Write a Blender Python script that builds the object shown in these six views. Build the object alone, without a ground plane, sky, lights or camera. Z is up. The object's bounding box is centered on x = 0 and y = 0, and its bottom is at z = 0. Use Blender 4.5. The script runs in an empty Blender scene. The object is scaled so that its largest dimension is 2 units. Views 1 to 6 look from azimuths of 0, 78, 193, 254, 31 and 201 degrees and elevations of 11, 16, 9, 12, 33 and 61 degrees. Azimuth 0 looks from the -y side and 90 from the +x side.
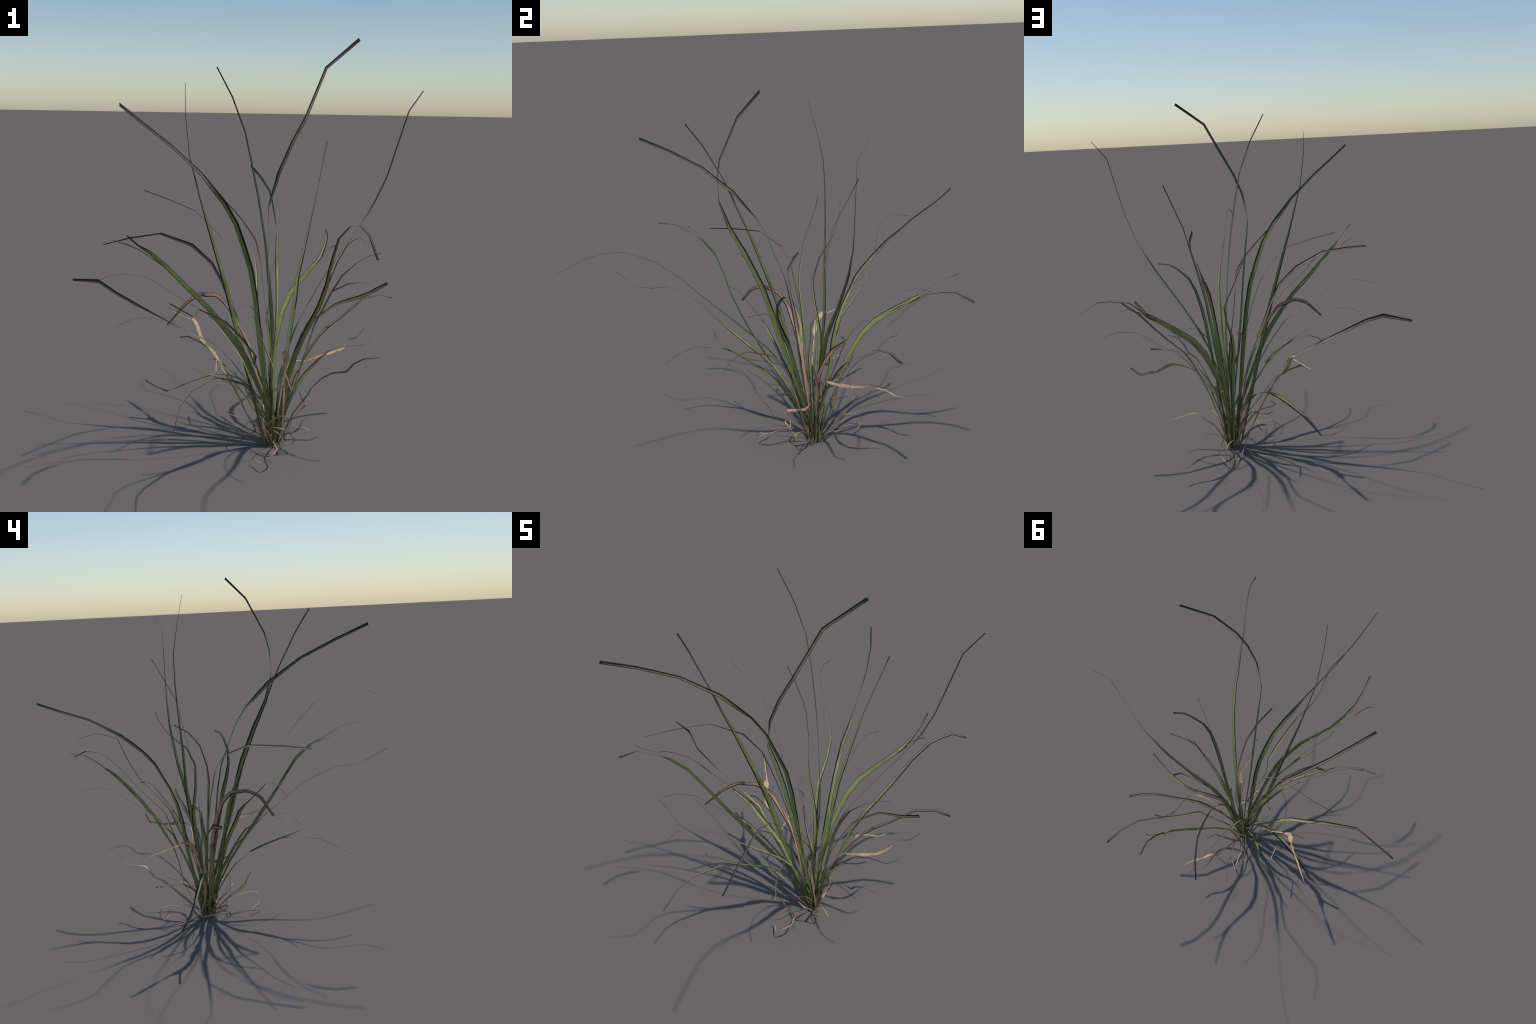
"""A ragged tuft of tall grass: long keeled blades fanning out of one clump,
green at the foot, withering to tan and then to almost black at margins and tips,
with dead, curled straw-coloured leaves among them."""
import bpy, math, random
from mathutils import Matrix, Vector
from mathutils.noise import noise as noise_at, noise_vector

rng = random.Random(7)

# ------------------------------------------------------------------ materials
def new_material(name):
    m = bpy.data.materials.new(name)
    m.use_nodes = True
    nt = m.node_tree
    return m, nt, nt.nodes["Principled BSDF"]

def node(nt, kind, **props):
    n = nt.nodes.new(kind)
    for k, v in props.items():
        setattr(n, k, v)
    return n

def maths(nt, op, a, b=None, clamp=False):
    n = node(nt, "ShaderNodeMath", operation=op, use_clamp=clamp)
    for i, x in enumerate((a, b)):
        if x is None:
            continue
        if isinstance(x, (int, float)):
            n.inputs[i].default_value = x
        else:
            nt.links.new(x, n.inputs[i])
    return n.outputs[0]

def ramp(nt, fac, stops):
    r = node(nt, "ShaderNodeValToRGB")
    el = r.color_ramp.elements
    while len(el) < len(stops):
        el.new(0.5)
    for e, (pos, col) in zip(el, stops):
        e.position, e.color = pos, (*col, 1)
    nt.links.new(fac, r.inputs["Fac"])
    return r.outputs["Color"]

def mix(nt, fac, a, b, blend="MIX"):
    n = node(nt, "ShaderNodeMix", data_type="RGBA", blend_type=blend)
    for i, x in ((0, fac), (6, a), (7, b)):
        if isinstance(x, (int, float)):
            n.inputs[i].default_value = x
        elif isinstance(x, tuple):
            n.inputs[i].default_value = (*x, 1)
        else:
            nt.links.new(x, n.inputs[i])
    return n.outputs[2]

def along_blade(nt):
    """0 at the foot of a blade, 1 at the point furthest from it (Object coordinates)."""
    tc = node(nt, "ShaderNodeTexCoord")
    ln = node(nt, "ShaderNodeVectorMath", operation="LENGTH")
    nt.links.new(tc.outputs["Object"], ln.inputs[0])
    span = node(nt, "ShaderNodeAttribute", attribute_type="OBJECT", attribute_name='["span"]')
    return tc.outputs["Object"], maths(nt, "DIVIDE", ln.outputs["Value"], span.outputs["Fac"])

def noise(nt, vec, scale, detail=3.0, rough=0.6):
    n = node(nt, "ShaderNodeTexNoise")
    n.inputs["Scale"].default_value = scale
    n.inputs["Detail"].default_value = detail
    n.inputs["Roughness"].default_value = rough
    nt.links.new(vec, n.inputs["Vector"])
    return n.outputs["Fac"]

def leaf_material(name, stops, flecks, streak_dark, streak_light, rough=0.55):
    """Colour runs along the blade; the custom property "wither" slides the change to straw.
    Fine streaks follow the local z axis, which every blade lays along its own chord."""
    m, nt, bsdf = new_material(name)
    obj, t = along_blade(nt)
    wither = node(nt, "ShaderNodeAttribute", attribute_type="OBJECT", attribute_name='["wither"]').outputs["Fac"]
    coarse, fine = noise(nt, obj, 22), noise(nt, obj, 160, 4)
    shift = maths(nt, "MULTIPLY", maths(nt, "SUBTRACT", coarse, 0.5), 0.22)
    pos = maths(nt, "ADD", maths(nt, "SUBTRACT", t, wither), maths(nt, "ADD", shift, 0.5), clamp=True)
    col = ramp(nt, pos, stops)
    info = node(nt, "ShaderNodeObjectInfo")
    hsv = node(nt, "ShaderNodeHueSaturation")
    nt.links.new(col, hsv.inputs["Color"])
    nt.links.new(maths(nt, "ADD", maths(nt, "MULTIPLY", info.outputs["Random"], 0.035), 0.482), hsv.inputs["Hue"])
    tone = node(nt, "ShaderNodeAttribute", attribute_type="OBJECT", attribute_name='["tone"]').outputs["Fac"]
    vary = maths(nt, "ADD", maths(nt, "MULTIPLY", info.outputs["Random"], 0.24), 0.88)
    nt.links.new(maths(nt, "MULTIPLY", vary, tone), hsv.inputs["Value"])
    grain = node(nt, "ShaderNodeMapping")
    grain.inputs["Scale"].default_value = (1, 1, 0.035)
    nt.links.new(obj, grain.inputs["Vector"])
    streak = noise(nt, grain.outputs["Vector"], 420, 2, 0.5)
    dark = ramp(nt, streak, [(0.34, (1, 1, 1)), (0.47, (0, 0, 0))])
    light = ramp(nt, streak, [(0.53, (0, 0, 0)), (0.66, (1, 1, 1))])
    col = mix(nt, maths(nt, "MULTIPLY", dark, 0.55), hsv.outputs["Color"], streak_dark)
    col = mix(nt, maths(nt, "MULTIPLY", light, 0.50), col, streak_light)
    spots = ramp(nt, fine, [(0.56, (0, 0, 0)), (0.72, (1, 1, 1))])
    col = mix(nt, maths(nt, "MULTIPLY", spots, 0.35), col, flecks)
    nt.links.new(col, bsdf.inputs["Base Color"])
    bsdf.inputs["Roughness"].default_value = rough
    bsdf.inputs["Specular IOR Level"].default_value = 0.25
    bump = node(nt, "ShaderNodeBump")
    bump.inputs["Strength"].default_value = 0.2
    bump.inputs["Distance"].default_value = 0.0008
    nt.links.new(streak, bump.inputs["Height"])
    nt.links.new(bump.outputs["Normal"], bsdf.inputs["Normal"])
    return m

GREEN = leaf_material("green_leaf", [
    (0.00, (0.185, 0.198, 0.078)), (0.25, (0.215, 0.265, 0.095)), (0.42, (0.255, 0.320, 0.115)), (0.50, (0.340, 0.310, 0.130)), (0.58, (0.320, 0.225, 0.145)), (0.78, (0.290, 0.190, 0.150)), (1.00, (0.270, 0.175, 0.140))], (0.19, 0.12, 0.06), (0.121, 0.150, 0.050), (0.403, 0.450, 0.173))
PALE = leaf_material("pale_leaf_edge", [
    (0.00, (0.260, 0.240, 0.105)), (0.25, (0.320, 0.345, 0.135)), (0.42, (0.380, 0.405, 0.160)), (0.50, (0.440, 0.370, 0.175)), (0.58, (0.385, 0.270, 0.185)), (0.78, (0.340, 0.230, 0.185)), (1.00, (0.310, 0.205, 0.170))], (0.24, 0.16, 0.07), (0.184, 0.198, 0.076), (0.490, 0.488, 0.214))
STRAW = leaf_material("straw_leaf", [
    (0.00, (0.280, 0.210, 0.135)), (0.30, (0.410, 0.290, 0.190)), (0.60, (0.590, 0.380, 0.250)), (0.85, (0.500, 0.340, 0.225)), (1.00, (0.300, 0.195, 0.140))], (0.22, 0.13, 0.08),
    (0.295, 0.172, 0.105), (0.802, 0.564, 0.374), 0.65)

def margin_material():
    m, nt, bsdf = new_material("dark_margin")
    tc = node(nt, "ShaderNodeTexCoord")
    col = ramp(nt, noise(nt, tc.outputs["Object"], 40), [(0.3, (0.012, 0.013, 0.013)), (0.8, (0.026, 0.023, 0.020))])
    nt.links.new(col, bsdf.inputs["Base Color"])
    bsdf.inputs["Roughness"].default_value = 0.6
    bsdf.inputs["Specular IOR Level"].default_value = 0.3
    return m

DARK = margin_material()

# ------------------------------------------------------------------ blades
THICK = 0.0004

def lerp_table(table, x):
    for (x0, y0), (x1, y1) in zip(table, table[1:]):
        if x <= x1:
            return y0 + (y1 - y0) * (x - x0) / (x1 - x0) if x > x0 else y0
    return table[-1][1]

def curl(a, b, c, d, f):
    """Point at f between b and c on a soft curve through a, b, c, d."""
    return (b * (2 * f ** 3 - 3 * f * f + 1) + c * (3 * f * f - 2 * f ** 3)
            + (c - a) * (0.42 * (f ** 3 - 2 * f * f + f)) + (d - b) * (0.42 * (f ** 3 - f * f)))

def stripe_edges(s, notch, side, dead):
    """Where the coloured band lies across the blade (-1..1) at s (0 foot, 1 tip).
    Past the notch one margin turns broadly dark; towards the tip the other follows."""
    if dead:
        near = lerp_table([(0, 0.92), (0.7, 0.90), (0.90, 0.80), (0.97, 0.6), (1, 0.2)], s)
        far = lerp_table([(0, 0.92), (notch, 0.88), (notch + 0.03, 0.55), (0.90, 0.50), (0.97, 0.3), (1, 0.05)], s)
    else:
        near = lerp_table([(0, 0.86), (0.50, 0.84), (0.75, 0.72), (0.93, 0.60), (0.985, 0.5), (1, 0.40)], s)
        far = lerp_table([(0, 0.84), (notch, 0.80), (notch + 0.02, 0.46), (0.80, 0.22), (0.93, 0.02), (0.985, -0.25), (1, -0.38)], s)
    return (-far, near) if side > 0 else (-near, far)

def ribbon(name, spine, widths, rolls, notch, side, keel, mats3, dead, fray, wither, tone, home):
    """A strip of real thickness along the spine; rolls turn its face about the spine."""
    pts = [Vector(p) for p in spine]
    n = len(pts)
    tang = [(pts[min(i + 1, n - 1)] - pts[max(i - 1, 0)]).normalized() for i in range(n)]
    frame = tang[0].cross(Vector((0, 0, 1)))
    frame = frame.normalized() if frame.length > 1e-6 else Vector((1, 0, 0))
    across = []
    for t, roll in zip(tang, rolls):                      # carry the frame along, then roll it
        frame = (frame - t * frame.dot(t)).normalized()
        a = math.radians(roll)
        across.append(frame * math.cos(a) + t.cross(frame) * math.sin(a))
    if sum(t.cross(u).z for t, u in zip(tang, across)) < 0:     # the inner face looks up
        across = [-u for u in across]
    run = [0.0]
    for a, b in zip(pts, pts[1:]):
        run.append(run[-1] + (b - a).length)
    total = run[-1]
    rings, seed = [], rng.uniform(0, 900)
    for i in range(n - 1):
        seg = run[i + 1] - run[i]
        steps = max(2, min(9, round(seg / (0.012 if dead else 0.022))))
        for k in range(steps + (i == n - 2)):
            f = k / steps
            w, p = widths[i] + (widths[i + 1] - widths[i]) * f, pts[i].lerp(pts[i + 1], f)
            if dead:                                      # dry leaves curl smoothly, green ones kink
                p = curl(pts[max(i - 1, 0)], pts[i], pts[i + 1], pts[min(i + 2, n - 1)], f)
            s = (run[i] + seg * f) / total
            if fray and 0.04 < s < 0.97:                  # dry leaves: torn, uneven edges, a slightly buckled line
                x = run[i] + seg * f
                tear = noise_at(Vector((x * 28, seed, 0))) * 0.8 + noise_at(Vector((x * 90, seed, 5))) * 0.3
                w *= 1 + fray * max(-0.55, min(0.5, tear))
                p = p + noise_vector(Vector((x * 40, seed, 9))) * (0.0012 * fray)
            rings.append((p, w, across[i].lerp(across[i + 1], f).normalized(), tang[i].lerp(tang[i + 1], f).normalized(), s))
    origin = pts[0]
    turn = (max(pts, key=lambda p: (p - origin).length) - origin).to_track_quat("Z", "Y")
    back = turn.inverted()
    verts, faces, mats = [], [], []
    for p, w, u, t, s in rings:
        up = t.cross(u).normalized()
        h = w * 0.5
        lo, hi = stripe_edges(s, notch, side, dead)
        lo, hi = max(-0.97, min(lo, 0.96)), min(0.97, max(hi, -0.96))
        hi = max(hi, lo + 0.01)
        pale = lo + (hi - lo) * (0.30 if side < 0 else 0.70)
        us = [-1, lo, pale, hi, 1]
        top = [p - origin + u * (x * h) + up * (keel * h * (abs(x) - 0.5)) for x in us]
        verts += [back @ (v + up * (THICK / 2)) for v in top] + [back @ (v - up * (THICK / 2)) for v in reversed(top)]
    m = 10
    band = {0: 2, 1: 0, 2: 1, 3: 2, 4: 2, 5: 2, 6: 1, 7: 0, 8: 2, 9: 2}
    if side < 0:
        band[1], band[2], band[6], band[7] = 1, 0, 0, 1
    for r in range(len(rings) - 1):
        for k in range(m):
            a, b = r * m + k, r * m + (k + 1) % m
            faces.append((a, b, b + m, a + m))
            mats.append(band[k])
    last = (len(rings) - 1) * m
    faces += [tuple(range(m))[::-1], tuple(range(last, last + m))]
    mats += [0, 2]
    me = bpy.data.meshes.new(name)
    me.from_pydata([tuple(v) for v in verts], [], faces)
    for mat in mats3:
        me.materials.append(mat)
    me.polygons.foreach_set("material_index", mats)
    me.polygons.foreach_set("use_smooth", [True] * len(mats))
    me.update()
    me.set_sharp_from_angle(angle=math.radians(35))
    ob = bpy.data.objects.new(name, me)
    bpy.context.scene.collection.objects.link(ob)
    ob.rotation_mode = "QUATERNION"
    ob.location, ob.rotation_quaternion = origin, turn
    ob.parent = home or TUFT
    if home:
        ob.matrix_parent_inverse = Matrix.LocRotScale(home.location, home.rotation_quaternion, None).inverted()
    ob["span"] = max((p - origin).length for p in pts)
    ob["wither"], ob["tone"] = wither, tone
    return ob

TUFT = bpy.data.objects.new("grass_tuft", None)
bpy.context.scene.collection.objects.link(TUFT)
TUFT["label"] = "tall ragged grass tuft, green blades withering to dark tips"
TUFT["category"] = "grass plant"
FEET = {}

def blade(kind, spine, widths, rolls, wither=0.6, notch=0.4, side=1, tone=1.0, fray=0.0, keel=0.15, key=None, of=None):
    """kind: leaf (green), dead_leaf (straw) or torn_tip (a split end that belongs to the leaf `of`)."""
    dead = kind == "dead_leaf"
    ob = ribbon(kind, spine, widths, rolls, notch, side, keel,
                (STRAW, STRAW, DARK) if dead else (GREEN, PALE, DARK), dead, fray, wither, tone, FEET.get(of))
    if key:
        FEET[key] = ob
    return ob

# ------------------------------------------------------------------ the tuft
# each leaf: spine from foot to tip (metres), full width and roll of its face at each spine point
blade("leaf", [(0.172, 0.218, 0.003), (0.164, 0.116, 0.306), (0.154, 0.079, 0.439), (0.144, 0.032, 0.598), (0.134, -0.009, 0.758), (0.130, -0.045, 0.877), (0.126, -0.130, 1.072), (0.125, -0.138, 1.086), (0.125, -0.193, 1.195), (0.163, -0.241, 1.335), (0.211, -0.250, 1.450), (0.262, -0.241, 1.548), (0.340, -0.165, 1.739), (0.475, -0.088, 1.856)],
      widths=[0.0085, 0.0172, 0.0209, 0.0254, 0.0274, 0.0274, 0.0249, 0.0227, 0.0188, 0.0142, 0.0130, 0.0130, 0.0130, 0.0142],
      rolls=[87, 87, 87, 90, 90, 90, 90, 90, 99, 157, 183, 192, 201, 202], wither=0.62, notch=0.36, side=-1, tone=0.62)
blade("leaf", [(0.160, 0.168, 0.003), (0.143, 0.169, 0.099), (0.129, 0.166, 0.228), (0.114, 0.146, 0.392), (0.096, 0.129, 0.568), (0.089, 0.127, 0.616), (0.074, 0.112, 0.748), (0.052, 0.091, 0.877), (0.016, 0.049, 1.001), (-0.014, 0.021, 1.092), (-0.062, -0.025, 1.184), (-0.150, -0.128, 1.314), (-0.256, -0.265, 1.432), (-0.338, -0.418, 1.516), (-0.398, -0.565, 1.584)],
      widths=[0.0085, 0.0111, 0.0146, 0.0191, 0.0239, 0.0234, 0.0234, 0.0234, 0.0257, 0.0234, 0.0213, 0.0177, 0.0134, 0.0134, 0.0134],
      rolls=[104, 104, 104, 104, 101, 98, 98, 92, 80, 80, 88, 151, 154, 153, 159], wither=0.62, notch=0.29, side=-1, tone=0.62)
blade("leaf", [(0.134, 0.162, 0.003), (0.022, 0.109, 0.480), (0.002, 0.098, 0.556), (-0.021, 0.080, 0.658), (-0.044, 0.053, 0.758), (-0.075, 0.015, 0.882), (-0.110, -0.029, 1.018), (-0.131, -0.057, 1.100), (-0.160, -0.106, 1.224), (-0.184, -0.147, 1.335), (-0.195, -0.171, 1.390), (-0.202, -0.262, 1.557), (-0.194, -0.341, 1.667)],
      widths=[0.0085, 0.0218, 0.0239, 0.0257, 0.0234, 0.0194, 0.0161, 0.0134, 0.0101, 0.0070, 0.0058, 0.0063, 0.0058],
      rolls=[92, 92, 98, 104, 101, 104, 107, 107, 119, 116, 122, 134, 140], wither=0.58, notch=0.37, side=1, tone=0.72)
blade("leaf", [(0.162, 0.206, 0.003), (0.075, 0.178, 0.585), (0.057, 0.176, 0.670), (0.016, 0.173, 0.805), (-0.024, 0.187, 0.895), (-0.059, 0.208, 0.951), (-0.102, 0.231, 1.013), (-0.162, 0.271, 1.064), (-0.218, 0.309, 1.108), (-0.351, 0.373, 1.153), (-0.471, 0.419, 1.188)],
      widths=[0.0085, 0.0122, 0.0111, 0.0101, 0.0084, 0.0063, 0.0058, 0.0053, 0.0048, 0.0048, 0.0044],
      rolls=[-28, -28, -24, -21, -26, -20, 2, 2, 5, 17, 17], wither=0.62, notch=0.36, side=-1)
blade("leaf", [(0.170, 0.208, 0.003), (0.197, 0.216, 0.311), (0.222, 0.185, 0.445), (0.234, 0.189, 0.532), (0.245, 0.191, 0.623), (0.260, 0.194, 0.725), (0.268, 0.209, 0.821), (0.291, 0.217, 0.928), (0.317, 0.236, 1.054), (0.346, 0.257, 1.199), (0.397, 0.372, 1.438)],
      widths=[0.0085, 0.0168, 0.0194, 0.0194, 0.0194, 0.0177, 0.0161, 0.0122, 0.0076, 0.0053, 0.0048],
      rolls=[94, 94, 94, 84, 69, 60, 60, 66, 81, 95, 101], wither=0.62, notch=0.45, side=1, tone=1.10)
blade("leaf", [(0.185, 0.206, 0.003), (0.342, 0.027, 0.651), (0.375, -0.009, 0.736), (0.408, -0.034, 0.815), (0.447, -0.042, 0.884), (0.508, -0.035, 0.939), (0.554, -0.028, 0.966), (0.611, -0.006, 0.976)],
      widths=[0.0085, 0.0234, 0.0213, 0.0161, 0.0122, 0.0111, 0.0101, 0.0101],
      rolls=[-164, -158, -160, -173, -177, -163, -159, -157], wither=0.70, notch=0.60, side=-1, tone=0.65, key="M08")
blade("leaf", [(0.180, 0.213, 0.003), (0.232, 0.250, 0.211), (0.251, 0.283, 0.313), (0.271, 0.317, 0.393), (0.304, 0.349, 0.492), (0.340, 0.368, 0.566), (0.369, 0.410, 0.613), (0.396, 0.453, 0.659), (0.438, 0.515, 0.734), (0.484, 0.585, 0.825), (0.534, 0.648, 0.891), (0.540, 0.657, 0.900), (0.577, 0.707, 0.916), (0.612, 0.758, 0.922), (0.667, 0.826, 0.884)],
      widths=[0.0085, 0.0144, 0.0173, 0.0197, 0.0227, 0.0234, 0.0194, 0.0177, 0.0177, 0.0161, 0.0147, 0.0147, 0.0134, 0.0134, 0.0134],
      rolls=[8, 8, 10, 17, 17, 22, 21, 24, 30, 33, 33, 28, 34, 37, 28], wither=0.50, notch=0.34, side=1, tone=1.05)
blade("leaf", [(0.175, 0.166, 0.003), (0.218, 0.096, 0.337), (0.240, 0.040, 0.450), (0.263, -0.013, 0.539), (0.282, -0.063, 0.611), (0.312, -0.152, 0.711), (0.337, -0.236, 0.801), (0.354, -0.335, 0.903), (0.357, -0.403, 0.973), (0.363, -0.471, 1.045), (0.372, -0.570, 1.130), (0.396, -0.692, 1.192), (0.407, -0.737, 1.200), (0.418, -0.780, 1.206), (0.435, -0.877, 1.191), (0.445, -0.997, 1.137)],
      widths=[0.0085, 0.0178, 0.0212, 0.0241, 0.0234, 0.0213, 0.0194, 0.0161, 0.0134, 0.0111, 0.0084, 0.0063, 0.0063, 0.0076, 0.0076, 0.0070],
      rolls=[-40, -40, -46, -49, -36, -39, -39, -36, -24, -21, -19, -10, -10, -3, -1, 8], wither=0.66, notch=0.30, side=1)
blade("leaf", [(0.172, 0.207, 0.003), (0.164, 0.267, 0.304), (0.170, 0.288, 0.428), (0.177, 0.302, 0.558), (0.178, 0.325, 0.661), (0.177, 0.355, 0.745), (0.174, 0.387, 0.809), (0.173, 0.430, 0.894), (0.174, 0.478, 0.954), (0.176, 0.481, 0.958), (0.168, 0.539, 1.013), (0.160, 0.597, 1.064), (0.148, 0.683, 1.120), (0.135, 0.749, 1.163), (0.087, 0.886, 1.222), (0.032, 0.998, 1.276)],
      widths=[0.0085, 0.0168, 0.0202, 0.0237, 0.0207, 0.0188, 0.0188, 0.0207, 0.0188, 0.0172, 0.0172, 0.0156, 0.0130, 0.0118, 0.0130, 0.0118],
      rolls=[34, 34, 34, 40, 43, 28, 31, 37, 47, 43, 85, 97, 118, 120, 123, 120], wither=0.56, notch=0.25, side=-1, tone=1.10)
blade("leaf", [(0.230, 0.220, 0.003), (-0.052, 0.183, 0.727), (-0.082, 0.174, 0.801), (-0.128, 0.168, 0.887), (-0.216, 0.139, 0.974), (-0.344, 0.046, 1.038), (-0.455, -0.089, 1.038), (-0.542, -0.205, 1.029)],
      widths=[0.0085, 0.0177, 0.0177, 0.0177, 0.0194, 0.0177, 0.0161, 0.0161],
      rolls=[47, 47, 47, 53, 62, 48, 52, 43], wither=0.50, notch=0.44, side=-1)
blade("dead_leaf", [(0.196, 0.214, 0.003), (0.224, 0.219, 0.241), (0.262, 0.234, 0.337), (0.311, 0.229, 0.402), (0.359, 0.216, 0.430), (0.422, 0.217, 0.453), (0.476, 0.241, 0.465), (0.501, 0.289, 0.461), (0.516, 0.349, 0.459), (0.536, 0.395, 0.468), (0.576, 0.428, 0.468), (0.617, 0.446, 0.509)],
      widths=[0.0080, 0.0122, 0.0122, 0.0111, 0.0122, 0.0147, 0.0147, 0.0177, 0.0134, 0.0101, 0.0092, 0.0084],
      rolls=[24, 24, 25, 35, 38, 32, 73, 72, 81, 102, 99, 110], wither=0.50, notch=1.00, side=1, fray=1.20)
blade("leaf", [(0.181, 0.198, 0.003), (0.188, 0.213, 0.324), (0.225, 0.223, 0.449), (0.243, 0.228, 0.506), (0.265, 0.232, 0.567), (0.296, 0.234, 0.636), (0.326, 0.242, 0.691), (0.356, 0.249, 0.746), (0.404, 0.263, 0.828), (0.516, 0.272, 0.993), (0.550, 0.273, 1.050), (0.585, 0.270, 1.107), (0.619, 0.269, 1.170), (0.668, 0.260, 1.288), (0.749, 0.246, 1.580), (0.815, 0.275, 1.672)],
      widths=[0.0085, 0.0172, 0.0207, 0.0223, 0.0241, 0.0194, 0.0213, 0.0194, 0.0161, 0.0122, 0.0101, 0.0092, 0.0084, 0.0070, 0.0058, 0.0048],
      rolls=[-58, -58, -60, -54, -57, -78, -63, -63, -66, -72, -75, -48, -24, -18, 3, -6], wither=0.50, notch=0.38, side=-1, tone=0.72)
blade("leaf", [(0.160, 0.169, 0.003), (0.162, 0.170, 0.080), (0.134, 0.105, 0.221), (0.098, 0.058, 0.333), (0.047, -0.033, 0.487), (0.003, -0.088, 0.584), (-0.052, -0.128, 0.671), (-0.123, -0.167, 0.768), (-0.205, -0.188, 0.856), (-0.283, -0.216, 0.944), (-0.339, -0.268, 1.009), (-0.384, -0.325, 1.052), (-0.410, -0.407, 1.102), (-0.418, -0.501, 1.117)],
      widths=[0.0085, 0.0106, 0.0148, 0.0182, 0.0233, 0.0255, 0.0232, 0.0212, 0.0193, 0.0176, 0.0146, 0.0146, 0.0110, 0.0121],
      rolls=[72, 71, 71, 77, 77, 77, 77, 77, 80, 83, 81, 29, 28, 29], wither=0.90, notch=0.82, side=-1, tone=0.82, key="M22")
blade("leaf", [(0.164, 0.167, 0.003), (0.143, 0.141, 0.124), (0.110, 0.082, 0.239), (0.069, 0.034, 0.316), (0.059, 0.016, 0.331), (0.027, -0.058, 0.396), (-0.007, -0.106, 0.426), (-0.062, -0.180, 0.465), (-0.104, -0.245, 0.479), (-0.174, -0.360, 0.471), (-0.210, -0.434, 0.437), (-0.224, -0.537, 0.371)],
      widths=[0.0085, 0.0119, 0.0155, 0.0182, 0.0189, 0.0212, 0.0193, 0.0160, 0.0121, 0.0076, 0.0052, 0.0047],
      rolls=[164, 164, 164, 170, 171, 187, 194, 184, 189, 156, 152, 172], wither=0.66, notch=0.60, side=-1, key="M14")
blade("leaf", [(0.191, 0.160, 0.003), (0.083, 0.171, 0.183), (0.031, 0.182, 0.244), (-0.037, 0.194, 0.332), (-0.098, 0.203, 0.410), (-0.178, 0.220, 0.513), (-0.243, 0.225, 0.544), (-0.326, 0.228, 0.586), (-0.399, 0.231, 0.623), (-0.485, 0.239, 0.666), (-0.583, 0.251, 0.718), (-0.678, 0.314, 0.760), (-0.819, 0.380, 0.750)],
      widths=[0.0085, 0.0142, 0.0164, 0.0194, 0.0221, 0.0234, 0.0213, 0.0194, 0.0194, 0.0194, 0.0177, 0.0194, 0.0122],
      rolls=[-13, -12, -9, -6, 9, 8, 7, 28, 40, 61, 71, 79, 57], wither=0.50, notch=0.43, side=-1)
blade("leaf", [(0.172, 0.195, 0.003), (0.147, 0.230, 0.338), (0.154, 0.242, 0.493), (0.154, 0.254, 0.583), (0.147, 0.265, 0.673), (0.138, 0.272, 0.759), (0.128, 0.276, 0.857), (0.116, 0.281, 0.965), (0.082, 0.299, 1.166), (0.046, 0.311, 1.336), (0.014, 0.314, 1.475), (-0.045, 0.295, 1.632), (-0.115, 0.275, 1.762)],
      widths=[0.0085, 0.0176, 0.0218, 0.0243, 0.0267, 0.0234, 0.0194, 0.0161, 0.0122, 0.0101, 0.0084, 0.0076, 0.0063],
      rolls=[102, 102, 102, 96, 93, 93, 90, 90, 99, 102, 105, 117, 117], wither=0.62, notch=0.32, side=1)
blade("leaf", [(0.165, 0.168, 0.003), (0.270, 0.234, 0.336), (0.312, 0.261, 0.416), (0.345, 0.274, 0.466), (0.386, 0.292, 0.519), (0.428, 0.309, 0.558), (0.493, 0.339, 0.600), (0.552, 0.365, 0.645), (0.595, 0.386, 0.678), (0.681, 0.419, 0.692), (0.752, 0.445, 0.669)],
      widths=[0.0085, 0.0181, 0.0206, 0.0223, 0.0242, 0.0194, 0.0177, 0.0161, 0.0134, 0.0147, 0.0147],
      rolls=[-12, -12, -5, -8, -8, 7, 1, 4, 5, 0, 6], wither=0.46, notch=0.39, side=1, tone=0.80)
blade("leaf", [(0.143, 0.157, 0.003), (0.132, 0.245, 0.186), (0.102, 0.206, 0.226), (0.053, 0.216, 0.271), (0.020, 0.224, 0.305), (-0.010, 0.230, 0.317), (-0.056, 0.245, 0.328), (-0.129, 0.277, 0.313), (-0.200, 0.313, 0.277), (-0.262, 0.341, 0.243), (-0.312, 0.375, 0.208), (-0.362, 0.419, 0.171), (-0.419, 0.438, 0.182), (-0.482, 0.444, 0.219)],
      widths=[0.0085, 0.0140, 0.0157, 0.0175, 0.0188, 0.0197, 0.0210, 0.0232, 0.0213, 0.0194, 0.0161, 0.0122, 0.0111, 0.0122],
      rolls=[-112, -112, -113, -124, -124, -98, -104, -84, -93, -90, -90, -111, -133, -112], wither=0.62, notch=0.30, side=1, tone=0.80)
blade("leaf", [(0.190, 0.234, 0.003), (0.145, 0.322, 0.215), (0.161, 0.340, 0.336), (0.170, 0.366, 0.430), (0.185, 0.404, 0.504), (0.207, 0.448, 0.594), (0.246, 0.504, 0.674), (0.303, 0.554, 0.735), (0.385, 0.629, 0.814), (0.414, 0.668, 0.843), (0.407, 0.658, 0.834), (0.430, 0.704, 0.876), (0.448, 0.771, 0.923), (0.445, 0.853, 0.946)],
      widths=[0.0085, 0.0148, 0.0182, 0.0208, 0.0231, 0.0259, 0.0282, 0.0257, 0.0213, 0.0213, 0.0194, 0.0161, 0.0111, 0.0084],
      rolls=[160, 160, 162, 174, 183, 186, 190, 196, 199, 160, 133, 130, 129, 129], wither=0.80, notch=0.75, side=1, tone=1.22, keel=0.40, key="M19")
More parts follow.
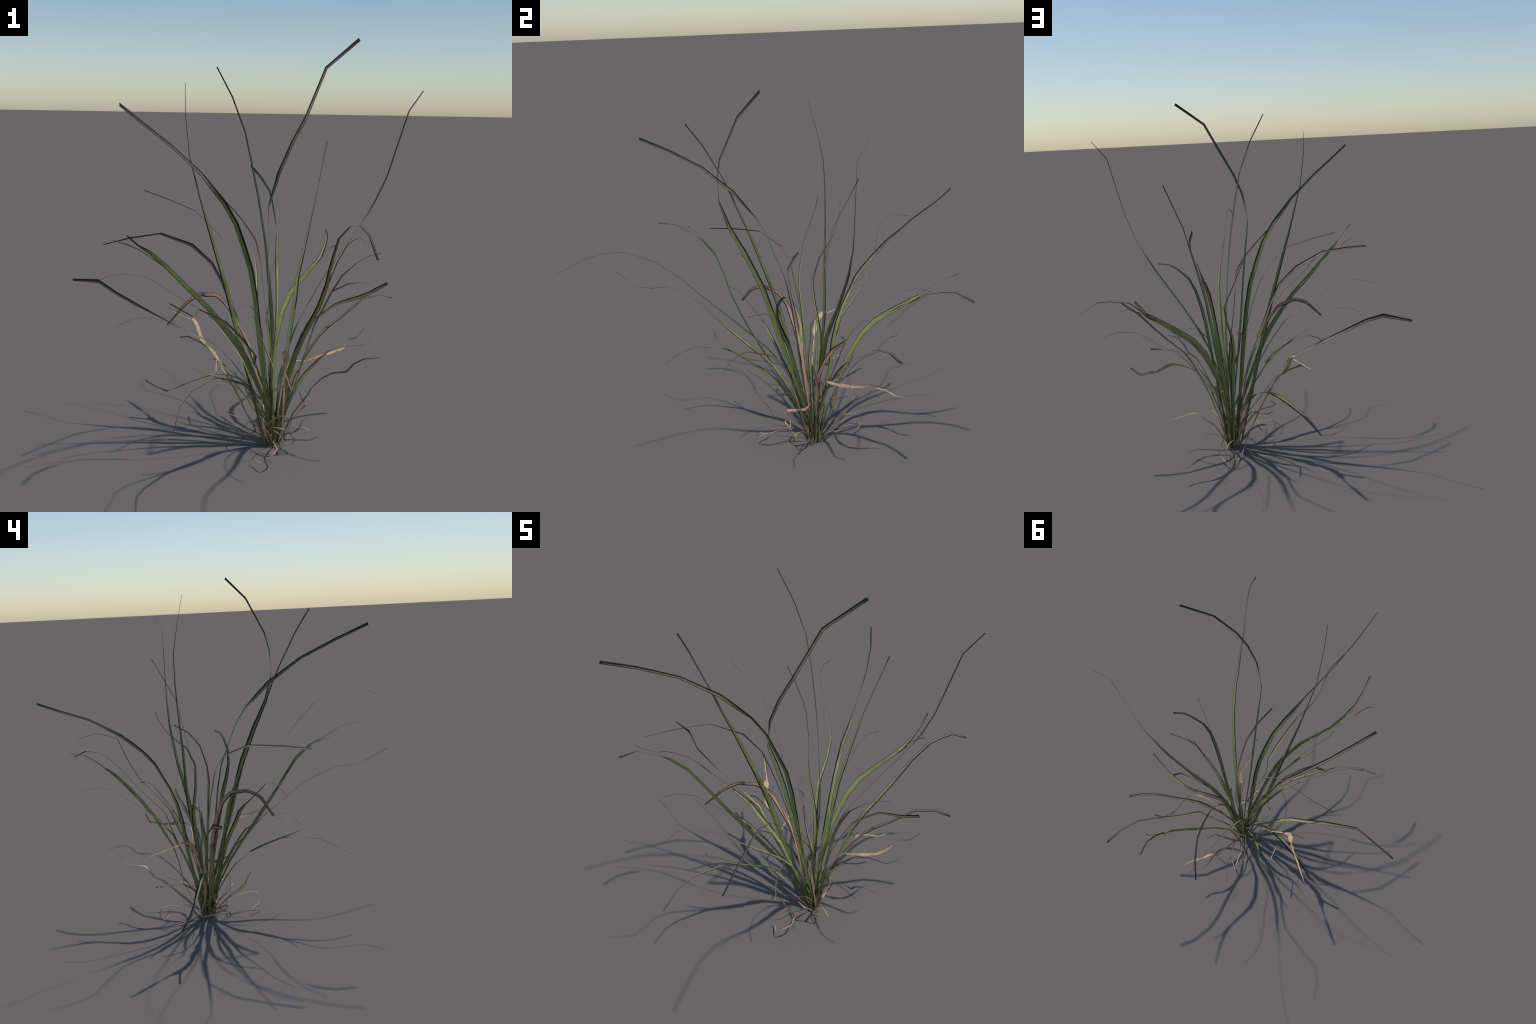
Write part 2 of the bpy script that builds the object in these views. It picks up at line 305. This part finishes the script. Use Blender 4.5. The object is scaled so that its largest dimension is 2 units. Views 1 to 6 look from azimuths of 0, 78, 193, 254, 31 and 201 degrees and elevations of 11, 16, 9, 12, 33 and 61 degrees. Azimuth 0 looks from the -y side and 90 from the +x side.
blade("dead_leaf", [(0.149, 0.185, 0.003), (0.094, 0.174, 0.319), (0.072, 0.166, 0.422), (0.053, 0.159, 0.490), (0.012, 0.147, 0.581), (-0.023, 0.133, 0.652), (-0.054, 0.120, 0.703), (-0.098, 0.083, 0.756), (-0.141, 0.049, 0.767), (-0.176, 0.015, 0.774), (-0.225, -0.037, 0.747), (-0.264, -0.059, 0.704), (-0.301, -0.079, 0.662)],
      widths=[0.0080, 0.0167, 0.0195, 0.0214, 0.0241, 0.0234, 0.0213, 0.0194, 0.0194, 0.0177, 0.0177, 0.0134, 0.0092],
      rolls=[151, 151, 148, 154, 151, 139, 132, 118, 114, 106, 101, 96, 87], wither=0.50, notch=0.35, side=-1, tone=1.10, fray=0.15)
blade("dead_leaf", [(0.184, 0.239, 0.029), (0.199, 0.386, 0.184), (0.213, 0.435, 0.226), (0.212, 0.473, 0.251), (0.254, 0.510, 0.300), (0.290, 0.546, 0.303), (0.348, 0.584, 0.293), (0.380, 0.623, 0.299)],
      widths=[0.0080, 0.0101, 0.0111, 0.0101, 0.0134, 0.0122, 0.0092, 0.0070],
      rolls=[-77, -71, -68, -63, -23, -13, -10, -5], wither=0.50, notch=1.00, side=1, fray=1.20)
blade("leaf", [(0.171, 0.166, 0.003), (0.154, 0.118, 0.214), (0.143, 0.075, 0.303), (0.128, 0.027, 0.389), (0.096, 0.001, 0.429), (0.072, -0.052, 0.484), (0.079, -0.112, 0.543), (0.044, -0.189, 0.613), (0.013, -0.248, 0.671), (-0.040, -0.332, 0.753), (-0.104, -0.412, 0.807), (-0.131, -0.495, 0.843), (-0.132, -0.498, 0.843), (-0.134, -0.577, 0.842), (-0.137, -0.660, 0.861), (-0.207, -0.750, 0.929)],
      widths=[0.0085, 0.0144, 0.0161, 0.0161, 0.0161, 0.0161, 0.0177, 0.0177, 0.0147, 0.0101, 0.0076, 0.0058, 0.0053, 0.0053, 0.0058, 0.0058],
      rolls=[-41, -41, -41, -40, -39, -33, -24, -15, -6, 7, 12, 14, 29, 32, 5, 0], wither=0.55, notch=0.19, side=-1)
blade("leaf", [(0.153, 0.172, 0.003), (0.075, 0.114, 0.299), (0.018, 0.080, 0.388), (-0.027, 0.055, 0.460), (-0.071, 0.037, 0.509), (-0.120, 0.018, 0.561), (-0.179, -0.006, 0.596), (-0.213, -0.022, 0.616), (-0.304, -0.062, 0.669), (-0.360, -0.086, 0.697), (-0.441, -0.122, 0.699), (-0.510, -0.145, 0.668)],
      widths=[0.0085, 0.0169, 0.0194, 0.0177, 0.0147, 0.0122, 0.0092, 0.0070, 0.0053, 0.0044, 0.0044, 0.0044],
      rolls=[-9, -9, -5, -5, -23, -23, -17, 1, 4, -1, -3, -2], wither=0.60, notch=0.25, side=1)
blade("leaf", [(0.173, 0.187, 0.003), (0.026, 0.098, 0.442), (-0.023, 0.076, 0.527), (-0.063, 0.057, 0.590), (-0.117, 0.046, 0.660), (-0.173, 0.029, 0.707), (-0.233, 0.013, 0.746), (-0.294, -0.002, 0.788), (-0.371, -0.022, 0.846), (-0.418, -0.028, 0.863), (-0.496, -0.044, 0.873), (-0.549, -0.042, 0.865), (-0.595, -0.047, 0.849)],
      widths=[0.0085, 0.0212, 0.0234, 0.0234, 0.0213, 0.0161, 0.0111, 0.0084, 0.0063, 0.0058, 0.0053, 0.0053, 0.0048],
      rolls=[-36, -36, -33, -33, -32, -17, -14, -14, -14, -7, -6, -11, -11], wither=0.55, notch=0.41, side=1)
blade("dead_leaf", [(0.189, 0.200, 0.003), (0.220, 0.197, 0.301), (0.257, 0.198, 0.404), (0.280, 0.208, 0.466), (0.309, 0.230, 0.530), (0.340, 0.254, 0.586), (0.376, 0.268, 0.616), (0.455, 0.283, 0.672), (0.522, 0.265, 0.702), (0.585, 0.240, 0.731), (0.681, 0.193, 0.801)],
      widths=[0.0080, 0.0161, 0.0190, 0.0209, 0.0199, 0.0199, 0.0181, 0.0165, 0.0199, 0.0181, 0.0137],
      rolls=[-146, -158, -180, -183, -196, -202, -210, -229, -233, -248, -249], wither=0.50, notch=0.40, side=1, fray=0.30)
blade("leaf", [(0.154, 0.214, 0.003), (0.147, 0.238, 0.471), (0.134, 0.244, 0.593), (0.133, 0.245, 0.597), (0.122, 0.237, 0.677), (0.111, 0.227, 0.757), (0.102, 0.224, 0.821), (0.096, 0.224, 0.881), (0.071, 0.268, 0.980), (0.040, 0.309, 1.018), (0.010, 0.352, 1.055), (-0.031, 0.387, 1.096), (-0.106, 0.434, 1.169), (-0.161, 0.455, 1.219)],
      widths=[0.0085, 0.0212, 0.0213, 0.0177, 0.0161, 0.0134, 0.0111, 0.0101, 0.0084, 0.0070, 0.0058, 0.0053, 0.0053, 0.0053],
      rolls=[40, 40, 52, 59, 74, 74, 71, 84, 118, 120, 129, 130, 130, 127], wither=0.60, notch=0.33, side=1)
blade("leaf", [(0.156, 0.225, 0.003), (0.108, 0.308, 0.471), (0.089, 0.346, 0.566), (0.079, 0.379, 0.655), (0.079, 0.463, 0.764), (0.065, 0.529, 0.847), (0.059, 0.535, 0.857), (-0.005, 0.589, 0.966), (-0.076, 0.639, 1.091), (-0.109, 0.738, 1.127), (-0.119, 0.831, 1.108)],
      widths=[0.0085, 0.0213, 0.0194, 0.0147, 0.0101, 0.0076, 0.0063, 0.0053, 0.0044, 0.0040, 0.0040],
      rolls=[-5, -5, -4, -9, -15, -3, -2, 7, 12, 28, 23], wither=0.65, notch=0.35, side=1)
blade("leaf", [(0.161, 0.152, 0.003), (0.146, 0.363, 0.499), (0.128, 0.400, 0.546), (0.132, 0.436, 0.599), (0.144, 0.506, 0.657), (0.146, 0.567, 0.702), (0.157, 0.661, 0.778), (0.175, 0.747, 0.797), (0.201, 0.820, 0.781)],
      widths=[0.0085, 0.0111, 0.0101, 0.0084, 0.0063, 0.0048, 0.0040, 0.0036, 0.0033],
      rolls=[-63, -63, -40, -38, -24, -12, -2, 11, 14], wither=0.50, notch=0.36, side=1)
blade("dead_leaf", [(0.142, 0.204, 0.003), (0.091, 0.240, 0.062), (0.044, 0.231, 0.128), (-0.005, 0.235, 0.230), (-0.065, 0.258, 0.336), (-0.125, 0.286, 0.423), (-0.182, 0.304, 0.483), (-0.208, 0.336, 0.544), (-0.231, 0.381, 0.565), (-0.237, 0.392, 0.563), (-0.237, 0.396, 0.554), (-0.381, 0.598, 0.556)],
      widths=[0.0080, 0.0103, 0.0125, 0.0156, 0.0161, 0.0194, 0.0194, 0.0213, 0.0234, 0.0161, 0.0134, 0.0101],
      rolls=[-170, -168, -168, -170, -188, -195, -183, -173, -168, -177, -176, -197], wither=0.50, notch=0.80, side=1, fray=1.30, key="M28")
blade("leaf", [(0.167, 0.166, 0.003), (0.244, 0.161, 0.244), (0.271, 0.154, 0.305), (0.302, 0.158, 0.358), (0.341, 0.156, 0.405), (0.380, 0.142, 0.453), (0.415, 0.144, 0.484), (0.488, 0.138, 0.513), (0.574, 0.136, 0.519), (0.618, 0.175, 0.530)],
      widths=[0.0085, 0.0153, 0.0171, 0.0177, 0.0161, 0.0147, 0.0134, 0.0122, 0.0111, 0.0111],
      rolls=[-112, -112, -118, -130, -136, -151, -176, -190, -204, -211], wither=0.60, notch=0.44, side=-1)
blade("leaf", [(0.193, 0.176, 0.003), (0.256, 0.135, 0.179), (0.295, 0.106, 0.248), (0.320, 0.069, 0.301), (0.329, 0.064, 0.321), (0.336, 0.058, 0.338), (0.358, 0.043, 0.369), (0.383, 0.025, 0.400), (0.423, -0.004, 0.432), (0.479, -0.037, 0.452), (0.509, -0.056, 0.494), (0.548, -0.077, 0.524), (0.616, -0.093, 0.537)],
      widths=[0.0076, 0.0076, 0.0076, 0.0076, 0.0076, 0.0076, 0.0076, 0.0084, 0.0084, 0.0092, 0.0084, 0.0076, 0.0070],
      rolls=[116, 116, 117, 123, 140, 167, 149, 131, 119, 104, 120, 137, 154], wither=0.60, notch=0.39, side=-1)
blade("dead_leaf", [(0.211, 0.167, 0.003), (0.214, 0.062, 0.401), (0.212, 0.042, 0.446), (0.223, 0.005, 0.492), (0.206, -0.031, 0.533), (0.193, -0.082, 0.545), (0.191, -0.153, 0.564), (0.200, -0.236, 0.528), (0.230, -0.291, 0.462)],
      widths=[0.0080, 0.0125, 0.0137, 0.0199, 0.0199, 0.0181, 0.0094, 0.0078, 0.0071],
      rolls=[28, 28, 9, 6, 26, 44, 43, 26, 15], wither=0.50, notch=1.00, side=1, fray=0.80)
blade("dead_leaf", [(0.172, 0.231, 0.033), (0.153, 0.267, 0.057), (0.127, 0.312, 0.083), (0.122, 0.378, 0.100), (0.122, 0.446, 0.101), (0.122, 0.470, 0.065), (0.135, 0.450, 0.020), (0.187, 0.389, 0.045)],
      widths=[0.0065, 0.0065, 0.0065, 0.0065, 0.0065, 0.0063, 0.0058, 0.0048],
      rolls=[0, 0, -5, -6, -5, 74, 159, 162], wither=0.75, notch=1.00, side=-1, fray=0.70)
blade("dead_leaf", [(0.175, 0.164, 0.007), (0.174, 0.107, 0.055), (0.175, 0.063, 0.080), (0.167, 0.043, 0.082), (0.173, -0.007, 0.090), (0.184, -0.060, 0.090), (0.169, -0.097, 0.092), (0.144, -0.109, 0.066), (0.116, -0.095, 0.042), (0.093, -0.058, 0.035), (0.070, -0.037, 0.028)],
      widths=[0.0065, 0.0065, 0.0065, 0.0065, 0.0065, 0.0065, 0.0065, 0.0065, 0.0065, 0.0058, 0.0053],
      rolls=[0, 1, -1, -1, 0, 0, 15, 55, 88, 91, 89], wither=0.75, notch=1.00, side=-1, fray=0.80)
blade("dead_leaf", [(0.221, 0.178, 0.041), (0.254, 0.123, 0.108), (0.284, 0.092, 0.130), (0.309, 0.069, 0.140), (0.335, 0.045, 0.138)],
      widths=[0.0065, 0.0065, 0.0065, 0.0065, 0.0065],
      rolls=[0, 3, 7, 7, 7], wither=0.75, notch=1.00, side=1, fray=0.30)
blade("dead_leaf", [(0.164, 0.158, 0.029), (0.144, 0.121, 0.092), (0.125, 0.068, 0.142), (0.158, 0.059, 0.176), (0.200, 0.052, 0.202), (0.222, 0.051, 0.201), (0.238, 0.050, 0.187)],
      widths=[0.0060, 0.0060, 0.0060, 0.0060, 0.0060, 0.0060, 0.0060],
      rolls=[-96, -108, -132, -153, -161, -170, -160], wither=0.75, notch=1.00, side=1, fray=0.50)
blade("dead_leaf", [(0.148, 0.148, 0.028), (0.138, 0.082, 0.091), (0.132, 0.010, 0.134), (0.126, -0.022, 0.167), (0.118, -0.034, 0.200), (0.109, -0.055, 0.235)],
      widths=[0.0080, 0.0105, 0.0127, 0.0134, 0.0111, 0.0092],
      rolls=[28, 43, 49, 25, 21, 12], wither=0.75, notch=1.00, side=-1, fray=0.30)
blade("dead_leaf", [(0.157, 0.220, 0.003), (0.088, 0.277, 0.123), (0.031, 0.275, 0.203), (-0.019, 0.293, 0.247), (-0.034, 0.302, 0.256), (-0.091, 0.321, 0.279), (-0.114, 0.342, 0.303), (-0.117, 0.441, 0.351)],
      widths=[0.0080, 0.0092, 0.0084, 0.0084, 0.0084, 0.0076, 0.0076, 0.0063],
      rolls=[-50, -46, -40, -67, -68, -72, -34, 21], wither=0.75, notch=1.00, side=-1, fray=0.50)
blade("dead_leaf", [(0.193, 0.148, 0.019), (0.234, 0.126, 0.024), (0.256, 0.098, 0.050), (0.266, 0.074, 0.076), (0.235, 0.052, 0.128), (0.205, 0.033, 0.149), (0.171, 0.047, 0.148), (0.151, 0.061, 0.139), (0.171, 0.068, 0.122), (0.198, 0.057, 0.113)],
      widths=[0.0065, 0.0065, 0.0065, 0.0065, 0.0065, 0.0065, 0.0065, 0.0065, 0.0065, 0.0065],
      rolls=[0, -4, -17, -67, -94, -116, -121, -96, -36, -30], wither=0.75, notch=1.00, side=1, fray=1.00)
blade("dead_leaf", [(0.136, 0.200, 0.004), (0.110, 0.168, 0.042), (0.063, 0.118, 0.080), (-0.005, 0.117, 0.093), (-0.018, 0.206, 0.070), (-0.031, 0.247, 0.075), (-0.085, 0.279, 0.101)],
      widths=[0.0080, 0.0095, 0.0100, 0.0100, 0.0100, 0.0092, 0.0076],
      rolls=[57, 60, 51, 52, 89, 121, 134], wither=0.75, notch=1.00, side=1, fray=0.50)
blade("dead_leaf", [(0.124, 0.187, 0.003), (0.109, 0.365, 0.003), (0.084, 0.354, 0.003), (0.064, 0.227, 0.093), (0.040, 0.173, 0.132), (-0.024, 0.182, 0.148), (-0.052, 0.183, 0.150), (-0.064, 0.166, 0.116), (-0.066, 0.201, 0.068)],
      widths=[0.0053, 0.0053, 0.0053, 0.0053, 0.0053, 0.0053, 0.0044, 0.0044, 0.0044],
      rolls=[0, 0, -18, -15, -49, -66, -59, 16, 44], wither=0.75, notch=1.00, side=-1, fray=0.30)
blade("dead_leaf", [(0.162, 0.165, 0.003), (0.137, 0.330, 0.259), (0.128, 0.391, 0.337), (0.119, 0.444, 0.391), (0.111, 0.497, 0.417), (0.102, 0.562, 0.432), (0.091, 0.598, 0.469), (0.076, 0.645, 0.495), (0.052, 0.706, 0.493)],
      widths=[0.0080, 0.0084, 0.0084, 0.0084, 0.0084, 0.0084, 0.0070, 0.0053, 0.0044],
      rolls=[107, 107, 113, 116, 119, 111, 118, 125, 131], wither=0.50, notch=1.00, side=1, fray=1.00)
blade("leaf", [(0.160, 0.217, 0.003), (0.163, 0.181, 0.091), (0.122, 0.210, 0.130), (0.057, 0.281, 0.199), (0.005, 0.350, 0.262), (-0.035, 0.425, 0.279), (-0.074, 0.468, 0.293), (-0.123, 0.510, 0.310), (-0.146, 0.500, 0.325)],
      widths=[0.0085, 0.0111, 0.0128, 0.0160, 0.0134, 0.0111, 0.0101, 0.0058, 0.0015],
      rolls=[54, 54, 55, 52, 56, 29, 8, -6, -3], wither=0.80, notch=0.90, side=-1)
blade("leaf", [(0.166, 0.193, 0.003), (0.165, 0.183, 0.381), (0.134, 0.186, 0.464), (0.104, 0.204, 0.536), (0.088, 0.211, 0.624), (0.057, 0.256, 0.662), (0.003, 0.262, 0.673)],
      widths=[0.0085, 0.0147, 0.0134, 0.0111, 0.0084, 0.0042, 0.0013],
      rolls=[-127, -127, -124, -130, -136, -131, -92], wither=0.62, notch=0.19, side=-1)
blade("dead_leaf", [(0.218, 0.123, 0.076), (0.242, 0.119, 0.116), (0.255, 0.119, 0.161), (0.286, 0.059, 0.224), (0.309, 0.021, 0.274), (0.298, 0.113, 0.261), (0.288, 0.146, 0.283)],
      widths=[0.0080, 0.0093, 0.0105, 0.0130, 0.0148, 0.0173, 0.0184],
      rolls=[158, 158, 159, 153, 231, 246, 254], wither=0.75, notch=1.00, side=1, fray=0.50)
blade("torn_tip", [(-0.163, -0.171, 0.810), (-0.283, -0.210, 0.935), (-0.323, -0.231, 0.970), (-0.389, -0.273, 1.025), (-0.417, -0.296, 1.043), (-0.455, -0.329, 1.063), (-0.477, -0.331, 1.070)],
      widths=[0.0063, 0.0063, 0.0063, 0.0063, 0.0058, 0.0058, 0.0053],
      rolls=[37, 37, 36, 30, 59, 30, 23], wither=0.70, notch=0.44, side=1, of="M22")
blade("torn_tip", [(0.031, -0.037, 0.383), (-0.033, -0.139, 0.443), (-0.084, -0.207, 0.481), (-0.134, -0.241, 0.508), (-0.165, -0.259, 0.526), (-0.179, -0.258, 0.534)],
      widths=[0.0092, 0.0092, 0.0070, 0.0058, 0.0048, 0.0044],
      rolls=[-78, -78, -72, -36, -21, -17], wither=0.80, notch=0.36, side=-1, of="M14")
blade("torn_tip", [(0.283, 0.541, 0.716), (0.344, 0.589, 0.777), (0.418, 0.666, 0.842), (0.440, 0.689, 0.860), (0.469, 0.711, 0.877), (0.490, 0.715, 0.883)],
      widths=[0.0076, 0.0076, 0.0076, 0.0070, 0.0063, 0.0058],
      rolls=[31, 31, 31, 28, 23, 19], wither=0.60, notch=0.29, side=-1, of="M19")
blade("torn_tip", [(0.338, 0.037, 0.639), (0.376, -0.008, 0.736), (0.405, -0.037, 0.812), (0.467, -0.107, 0.863), (0.499, -0.138, 0.875), (0.546, -0.201, 0.887)],
      widths=[0.0084, 0.0084, 0.0084, 0.0070, 0.0053, 0.0044],
      rolls=[-39, -39, -39, -33, -18, 7], wither=0.50, notch=0.35, side=1, of="M08")
blade("torn_tip", [(-0.145, 0.288, 0.440), (-0.180, 0.296, 0.466), (-0.251, 0.306, 0.496), (-0.289, 0.310, 0.489)],
      widths=[0.0084, 0.0084, 0.0070, 0.0053],
      rolls=[99, 95, 92, 85], wither=0.50, notch=0.33, side=1, of="M28")

# short sheaths and young shoots that pack the foot of the clump
FOOT = Vector((0.172, 0.197, 0))
for i in range(18):
    a = i * 2.399963 + rng.uniform(-0.2, 0.2)
    out = Vector((math.cos(a), math.sin(a), 0))
    r, tall, lean = rng.uniform(0.012, 0.034), rng.uniform(0.07, 0.17), rng.uniform(0.10, 0.34)
    spine = [FOOT + out * (r + lean * tall * f ** 1.4) + Vector((0, 0, 0.002 + tall * f)) for f in (0, 0.3, 0.6, 0.85, 1)]
    w = rng.uniform(0.006, 0.010)
    blade("dead_leaf" if i % 5 == 0 else "leaf", spine, widths=[w, w, w * 0.85, w * 0.5, w * 0.15],
          rolls=[rng.uniform(-40, 40)] * 5, wither=0.9, notch=1, side=rng.choice((-1, 1)))
